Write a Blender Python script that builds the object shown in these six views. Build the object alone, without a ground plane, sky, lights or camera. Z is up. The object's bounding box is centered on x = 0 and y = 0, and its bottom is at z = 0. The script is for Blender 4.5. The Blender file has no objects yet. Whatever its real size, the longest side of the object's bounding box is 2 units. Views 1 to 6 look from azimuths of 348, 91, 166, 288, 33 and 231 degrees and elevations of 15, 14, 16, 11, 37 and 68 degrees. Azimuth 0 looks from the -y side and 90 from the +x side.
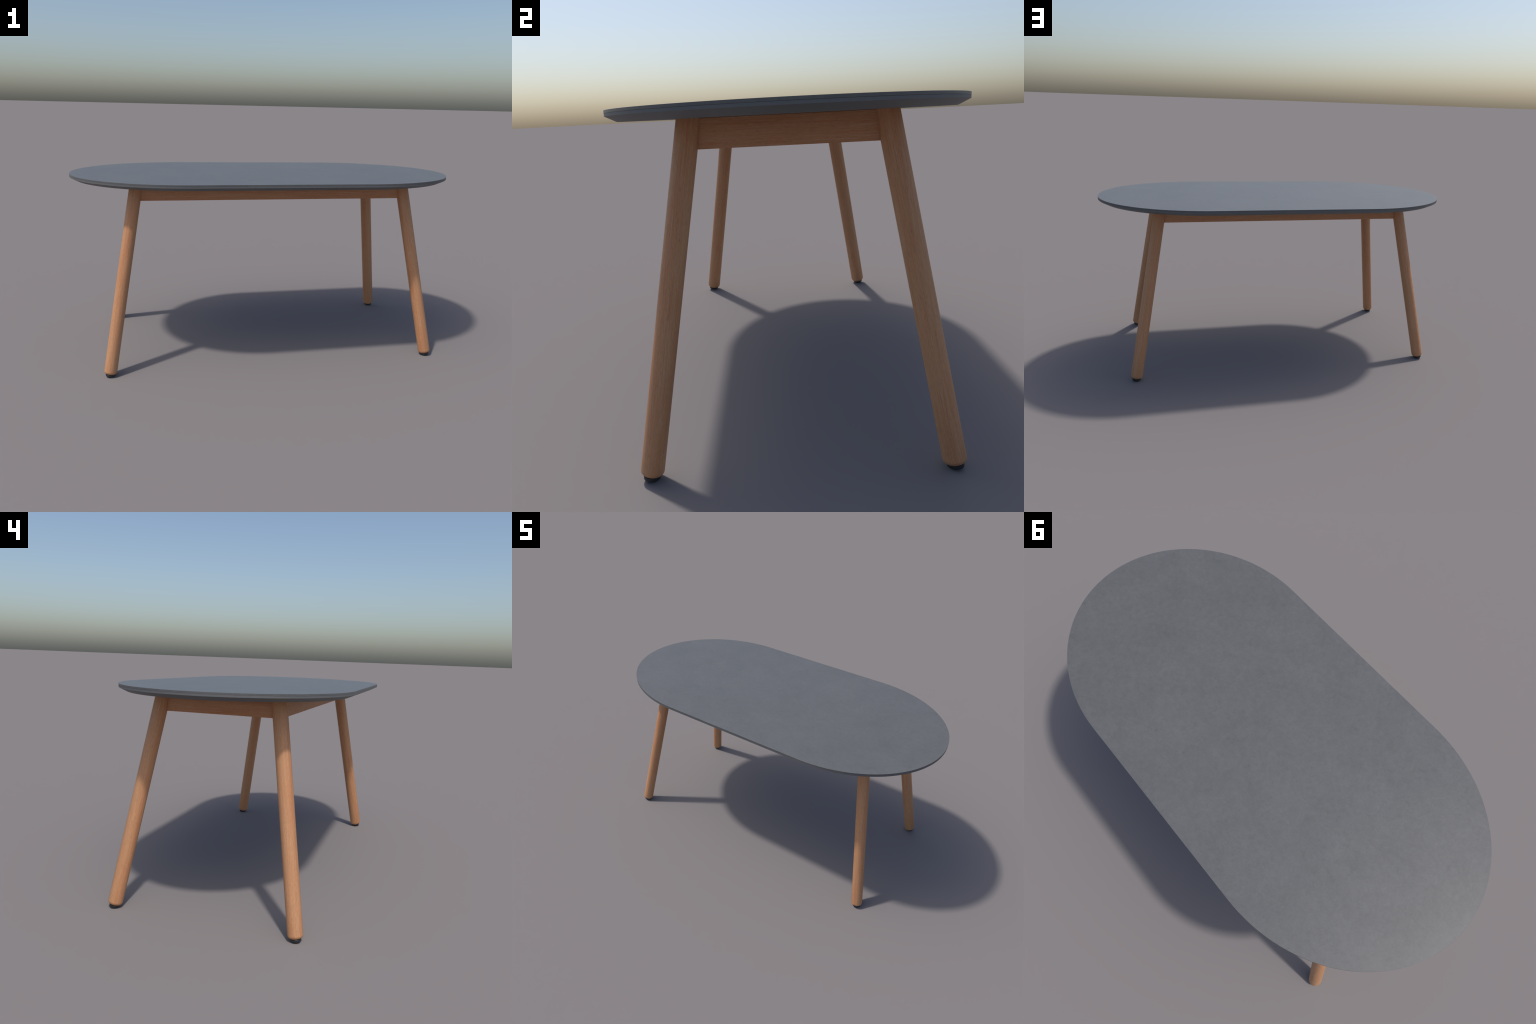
"""Dining table: an elongated oval concrete-look top on a dark bevelled core,
a beech apron frame and four splayed round legs with black glides."""
import bpy, bmesh, math
from mathutils import Vector, Matrix

# ------------------------------------------------------------------ sizes
LENGTH, WIDTH, HEIGHT = 2.0, 1.0, 0.9375
STRAIGHT = 0.84                       # straight run of each long side
SHEET = 0.0074                        # thickness of the concrete-look sheet
EDGE = 0.0157                         # whole upright edge (sheet + core)
TOTAL = 0.0305                        # sheet + core + bevel
BEVEL_IN = 0.0316                     # how far the underside bevel runs in
UNDERSIDE = HEIGHT - TOTAL

LEG_R = 0.0308
AXIS_X, AXIS_Y, AXIS_Z = 0.6823, 0.2552, 0.85   # a point on a leg's axis
SPLAY_X, SPLAY_Y = 0.1680, 0.1656               # run per metre of drop
APRON_X, APRON_Y = 0.6850, 0.2612     # outer faces of the apron boards
APRON_BOTTOM, APRON_THICK = 0.8308, 0.026


# ------------------------------------------------------------------ helpers
def add_object(name, bm, material, parent=None, smooth_angle=None):
    me = bpy.data.meshes.new(name)
    bmesh.ops.recalc_face_normals(bm, faces=bm.faces[:])
    bm.to_mesh(me)
    bm.free()
    me.materials.append(material)
    ob = bpy.data.objects.new(name, me)
    bpy.context.scene.collection.objects.link(ob)
    ob.parent = parent
    if smooth_angle is not None:
        me.shade_smooth()
        me.set_sharp_from_angle(angle=math.radians(smooth_angle))
    return ob


def oval(inset, n_arc=96):
    """Outline of the top: two straight sides joined by half ellipses, inset."""
    half = STRAIGHT / 2
    a, b = (LENGTH - STRAIGHT) / 2, WIDTH / 2
    pts = []
    for sx in (1, -1):
        for i in range(n_arc + 1):
            t = sx * 0 + (-math.pi / 2 + math.pi * i / n_arc)
            x, y = a * math.cos(t), b * math.sin(t)
            n = Vector((math.cos(t) / a, math.sin(t) / b)).normalized()
            p = Vector((x, y)) - n * inset
            pts.append((sx * (half + p.x), sx * p.y))
    return pts


def loft(bm, rings):
    """Skin closed rings of equal length, capping both ends."""
    loops = [[bm.verts.new(p) for p in ring] for ring in rings]
    n = len(loops[0])
    for lo, hi in zip(loops, loops[1:]):
        for i in range(n):
            bm.faces.new((lo[i], lo[(i + 1) % n], hi[(i + 1) % n], hi[i]))
    bm.faces.new(loops[0])
    bm.faces.new(loops[-1])


def slab(profile):
    bm = bmesh.new()
    loft(bm, [[(x, y, z) for x, y in oval(inset)] for inset, z in profile])
    return bm


def lathe(profile, segments=64):
    bm = bmesh.new()
    ring = lambda r, z: [(r * math.cos(2 * math.pi * i / segments),
                          r * math.sin(2 * math.pi * i / segments), z)
                         for i in range(segments)]
    loft(bm, [ring(r, z) for r, z in profile])
    return bm


# ------------------------------------------------------------------ materials
class Nodes:
    def __init__(self, name):
        self.mat = bpy.data.materials.new(name)
        self.mat.use_nodes = True
        self.t = self.mat.node_tree
        self.bsdf = self.t.nodes["Principled BSDF"]

    def new(self, kind, **props):
        n = self.t.nodes.new(kind)
        for k, v in props.items():
            setattr(n, k, v)
        return n

    def link(self, a, b):
        self.t.links.new(a, b)

    def mapped(self, scale, offset=None):
        tc = self.new("ShaderNodeTexCoord")
        mp = self.new("ShaderNodeMapping")
        mp.inputs["Scale"].default_value = scale
        self.link(tc.outputs["Object"], mp.inputs["Vector"])
        if offset is not None:
            self.link(offset, mp.inputs["Location"])
        return mp.outputs["Vector"]

    def noise(self, vec, scale, detail=3.0, rough=0.5, distortion=0.0):
        n = self.new("ShaderNodeTexNoise")
        n.inputs["Scale"].default_value = scale
        n.inputs["Detail"].default_value = detail
        n.inputs["Roughness"].default_value = rough
        n.inputs["Distortion"].default_value = distortion
        self.link(vec, n.inputs["Vector"])
        return n.outputs["Fac"]

    def math(self, op, a, b):
        n = self.new("ShaderNodeMath", operation=op)
        for i, v in enumerate((a, b)):
            if isinstance(v, (int, float)):
                n.inputs[i].default_value = v
            else:
                self.link(v, n.inputs[i])
        return n.outputs[0]

    def remap(self, v, lo, hi, out_lo, out_hi):
        n = self.new("ShaderNodeMapRange")
        for key, val in (("From Min", lo), ("From Max", hi), ("To Min", out_lo), ("To Max", out_hi)):
            n.inputs[key].default_value = val
        self.link(v, n.inputs["Value"])
        return n.outputs["Result"]

    def ramp(self, v, stops):
        n = self.new("ShaderNodeValToRGB")
        el = n.color_ramp.elements
        while len(el) < len(stops):
            el.new(0.5)
        for e, (pos, col) in zip(el, stops):
            e.position = pos
            e.color = (*col, 1)
        self.link(v, n.inputs["Fac"])
        return n.outputs["Color"]

    def tint(self, colour, value):
        """Multiply a colour by a grey value."""
        n = self.new("ShaderNodeMix", data_type="RGBA", blend_type="MULTIPLY")
        n.inputs["Factor"].default_value = 1.0
        self.link(colour, n.inputs["A"])
        self.link(value, n.inputs["B"])
        return n.outputs["Result"]

    def bump(self, height, strength, distance):
        n = self.new("ShaderNodeBump")
        n.inputs["Strength"].default_value = strength
        n.inputs["Distance"].default_value = distance
        self.link(height, n.inputs["Height"])
        self.link(n.outputs["Normal"], self.bsdf.inputs["Normal"])

    def finish(self, colour, rough, spec):
        if isinstance(colour, tuple):
            self.bsdf.inputs["Base Color"].default_value = (*colour, 1)
        else:
            self.link(colour, self.bsdf.inputs["Base Color"])
        self.bsdf.inputs["Roughness"].default_value = rough
        self.bsdf.inputs["Specular IOR Level"].default_value = spec
        return self.mat


def concrete():
    m = Nodes("grey_concrete_laminate")
    v = m.mapped((1, 1, 1))
    cloud = m.noise(v, 7.0, 5, 0.62, 0.4)        # large soft patches
    blot = m.noise(v, 55.0, 4, 0.65, 0.3)         # thumb-sized blotches
    grain = m.noise(v, 170.0, 4, 0.7)            # fine mottle
    col = m.ramp(m.remap(cloud, 0.3, 0.7, 0, 1),
                 [(0.0, (0.1105, 0.1123, 0.1132)), (1.0, (0.1250, 0.1264, 0.127))])
    # scattered darker marks of irregular size
    mark = m.remap(m.noise(v, 24.0, 5, 0.7, 0.8), 0.58, 0.68, 0.0, -0.08)
    blot = m.math("ADD", m.remap(blot, 0.3, 0.7, -0.07, 0.07), mark)
    k = m.math("ADD", blot, m.remap(grain, 0.3, 0.7, 0.925, 1.075))
    col = m.tint(col, k)
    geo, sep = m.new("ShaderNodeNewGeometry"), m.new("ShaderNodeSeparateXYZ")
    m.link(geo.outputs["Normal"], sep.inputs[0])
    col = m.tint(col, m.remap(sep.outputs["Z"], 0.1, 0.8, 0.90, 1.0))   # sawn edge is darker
    m.bump(grain, 0.08, 0.0006)
    return m.finish(col, 0.42, 0.5)


def core_lacquer():
    m = Nodes("dark_grey_lacquer")
    v = m.mapped((1, 1, 1))
    col = m.tint(m.ramp(m.noise(v, 12, 3), [(0, (0.123, 0.126, 0.128)), (1, (0.132, 0.135, 0.137))]),
                 m.remap(m.noise(v, 160, 2), 0.3, 0.7, 0.96, 1.04))
    return m.finish(col, 0.55, 0.4)


def wood(name, along, offset_from_object=False, stain=(1, 1, 1)):
    """Oiled beech; `along` is the axis (0, 1, 2) the grain runs along."""
    m = Nodes(name)
    off = None
    if offset_from_object:
        info = m.new("ShaderNodeObjectInfo")
        comb = m.new("ShaderNodeCombineXYZ")
        for i, f in enumerate((7.3, 11.9, 23.1)):
            m.link(m.math("MULTIPLY", info.outputs["Random"], f), comb.inputs[i])
        off = comb.outputs[0]
    def stretched(across, length):
        s = [across] * 3
        s[along] = length
        return m.mapped(tuple(s), off)
    tone = m.noise(stretched(26, 1.4), 1.0, 3, 0.55, 0.5)      # broad bands
    streak = m.noise(stretched(230, 6), 1.0, 3, 0.6, 0.8)      # growth streaks
    pale = m.noise(stretched(340, 8), 1.0, 3, 0.55, 0.6)        # thin pale rays
    fibre = m.noise(stretched(480, 60), 1.0, 3, 0.65)          # fine fibres
    pore = m.noise(stretched(420, 80), 1.0, 2, 0.5)           # short dark flecks
    mixv = m.math("ADD", m.math("MULTIPLY", tone, 0.45), m.math("MULTIPLY", streak, 0.55))
    col = m.ramp(m.remap(mixv, 0.35, 0.65, 0, 1),
                 [(p, tuple(c * t for c, t in zip(rgb, stain))) for p, rgb in (
                     (0.0, (0.475, 0.192, 0.082)), (0.5, (0.510, 0.248, 0.117)), (1.0, (0.530, 0.284, 0.146)))])
    ray = m.new("ShaderNodeMix", data_type="RGBA")
    m.link(m.remap(pale, 0.54, 0.70, 0.0, 0.55), ray.inputs["Factor"])
    m.link(col, ray.inputs["A"])
    ray.inputs["B"].default_value = (0.565, 0.325, 0.195, 1)
    k = m.math("ADD", m.remap(fibre, 0.3, 0.7, -0.10, 0.10), m.remap(pore, 0.27, 0.42, 0.82, 1.0))
    col = m.tint(ray.outputs["Result"], k)
    m.bump(streak, 0.1, 0.0004)
    return m.finish(col, 0.55, 0.5)


def black_plastic():
    m = Nodes("black_plastic")
    v = m.mapped((1, 1, 1))
    col = m.ramp(m.noise(v, 300, 2), [(0.3, (0.020, 0.021, 0.022)), (0.7, (0.027, 0.028, 0.029))])
    return m.finish(col, 0.45, 0.5)


# ------------------------------------------------------------------ build
table = bpy.data.objects.new("dining_table", None)
table.empty_display_size = 0.2
bpy.context.scene.collection.objects.link(table)
table["label"] = "oval grey concrete-look table with splayed round wooden legs"
table["category"] = "dining table"

# tabletop: thin concrete-look sheet over a dark core with an undercut bevel
def top():
    h, c, g = HEIGHT, 0.0003, 0.00035
    sheet_bottom = h - SHEET
    sheet = slab([(0.006, sheet_bottom - 0.0005), (g, sheet_bottom), (0.0, sheet_bottom + g),
                  (0.0, h - c), (c * 0.3, h - c * 0.3), (c, h)])
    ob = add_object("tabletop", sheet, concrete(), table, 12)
    core_top = sheet_bottom - 0.0002
    core = slab([(0.0055, core_top), (g + 0.0002, core_top), (0.0002, core_top - g),
                 (0.0002, h - EDGE + 0.0006), (0.0012, h - EDGE),
                 (BEVEL_IN - 0.001, UNDERSIDE + 0.0003), (BEVEL_IN, UNDERSIDE)])
    add_object("tabletop_core", core, core_lacquer(), ob, 12)
top()

# apron frame: four boards whose ends run into the legs
def board(size, location, material):
    bm = bmesh.new()
    bmesh.ops.create_cube(bm, size=1.0, matrix=Matrix.Diagonal((*size, 1)))
    bmesh.ops.bevel(bm, geom=bm.edges[:], offset=0.0018, segments=3, affect="EDGES", profile=0.5)
    ob = add_object("apron", bm, material, table, 40)
    ob.location = location
    return ob

top_z = UNDERSIDE - 0.0002            # boards butt against the core
apron_h, mid_z = top_z - APRON_BOTTOM, (top_z + APRON_BOTTOM) / 2
wood_x, wood_y = (wood("beech_along_x", 0, True, (0.93, 0.88, 0.86)),
                  wood("beech_along_y", 1, True, (0.93, 0.88, 0.86)))
leg_x = AXIS_X - SPLAY_X * (mid_z - AXIS_Z)
leg_y = AXIS_Y - SPLAY_Y * (mid_z - AXIS_Z)
for s in (-1, 1):
    board((2 * leg_x - 0.012, APRON_THICK, apron_h), (0, s * (APRON_Y - APRON_THICK / 2), mid_z), wood_x)
for s in (-1, 1):
    board((APRON_THICK, 2 * leg_y - 0.012, apron_h), (s * (APRON_X - APRON_THICK / 2), 0, mid_z), wood_y)

# legs: straight dowels with rounded feet, turned about their own axis (local z),
# local z = 0 where the axis meets the ground
ROUND = 0.0155                                # radius of the rounded wooden end
PAD_R, PAD_EDGE, PAD_H, PAD_TILT = 0.0222, 0.007, 0.0125, math.radians(3)
tilt = math.atan(math.hypot(SPLAY_X, SPLAY_Y))
leg_foot = 0.0107                             # lower end of the wood, along the axis
leg_top = (UNDERSIDE + 0.012) / math.cos(tilt)

profile = [(LEG_R - ROUND + ROUND * math.sin(a), leg_foot + ROUND * (1 - math.cos(a)))
           for a in [math.pi / 2 * i / 10 for i in range(11)]]
profile += [(LEG_R, leg_foot + ROUND + (leg_top - leg_foot - ROUND) * i / 12) for i in range(1, 13)]
leg_bm = lathe(profile)
# the glide lies flat on the ground: a short disc with a rounded lower edge
pad_bm = lathe([(PAD_R - PAD_EDGE + PAD_EDGE * math.sin(a), 0.75 * PAD_EDGE * (1 - math.cos(a)))
                for a in [math.pi / 2 * i / 6 for i in range(7)]]
               + [(PAD_R, PAD_H - 0.001), (PAD_R - 0.001, PAD_H)])

leg_wood = wood("beech_along_leg", 2, True)
leg0 = add_object("leg", leg_bm, leg_wood, table, 40)
pad0 = add_object("glide", pad_bm, black_plastic(), leg0, 25)
PAD_LIFT = (PAD_R - PAD_EDGE) * math.sin(PAD_TILT) - 0.0003
PAD_SHIFT = -0.0016


def yaw_tilt(up):
    return Vector((0, 0, 1)).rotation_difference(up).to_matrix().to_4x4()


for i, (sx, sy) in enumerate([(-1, -1), (1, -1), (1, 1), (-1, 1)]):
    leg, pad = (leg0, pad0) if i == 0 else (leg0.copy(), pad0.copy())
    if i:
        bpy.context.scene.collection.objects.link(leg)
        bpy.context.scene.collection.objects.link(pad)
        pad.parent = leg
    up = Vector((-sx * SPLAY_X, -sy * SPLAY_Y, 1)).normalized()
    yaw = Matrix.Rotation(math.radians(97 * i), 4, "Z")      # show another side of the grain
    foot = Vector((sx * (AXIS_X + SPLAY_X * AXIS_Z), sy * (AXIS_Y + SPLAY_Y * AXIS_Z), 0))
    pose = Matrix.Translation(foot) @ yaw_tilt(up) @ yaw
    leg.matrix_local = pose
    # the glide swivels almost flat: undo most of the leg's tilt
    pad.matrix_local = pose.inverted() @ (
        Matrix.Translation(foot + Vector((PAD_SHIFT * sx, PAD_SHIFT * sy, PAD_LIFT)))
        @ Matrix.Rotation(PAD_TILT, 4, Vector((sy, -sx, 0))))
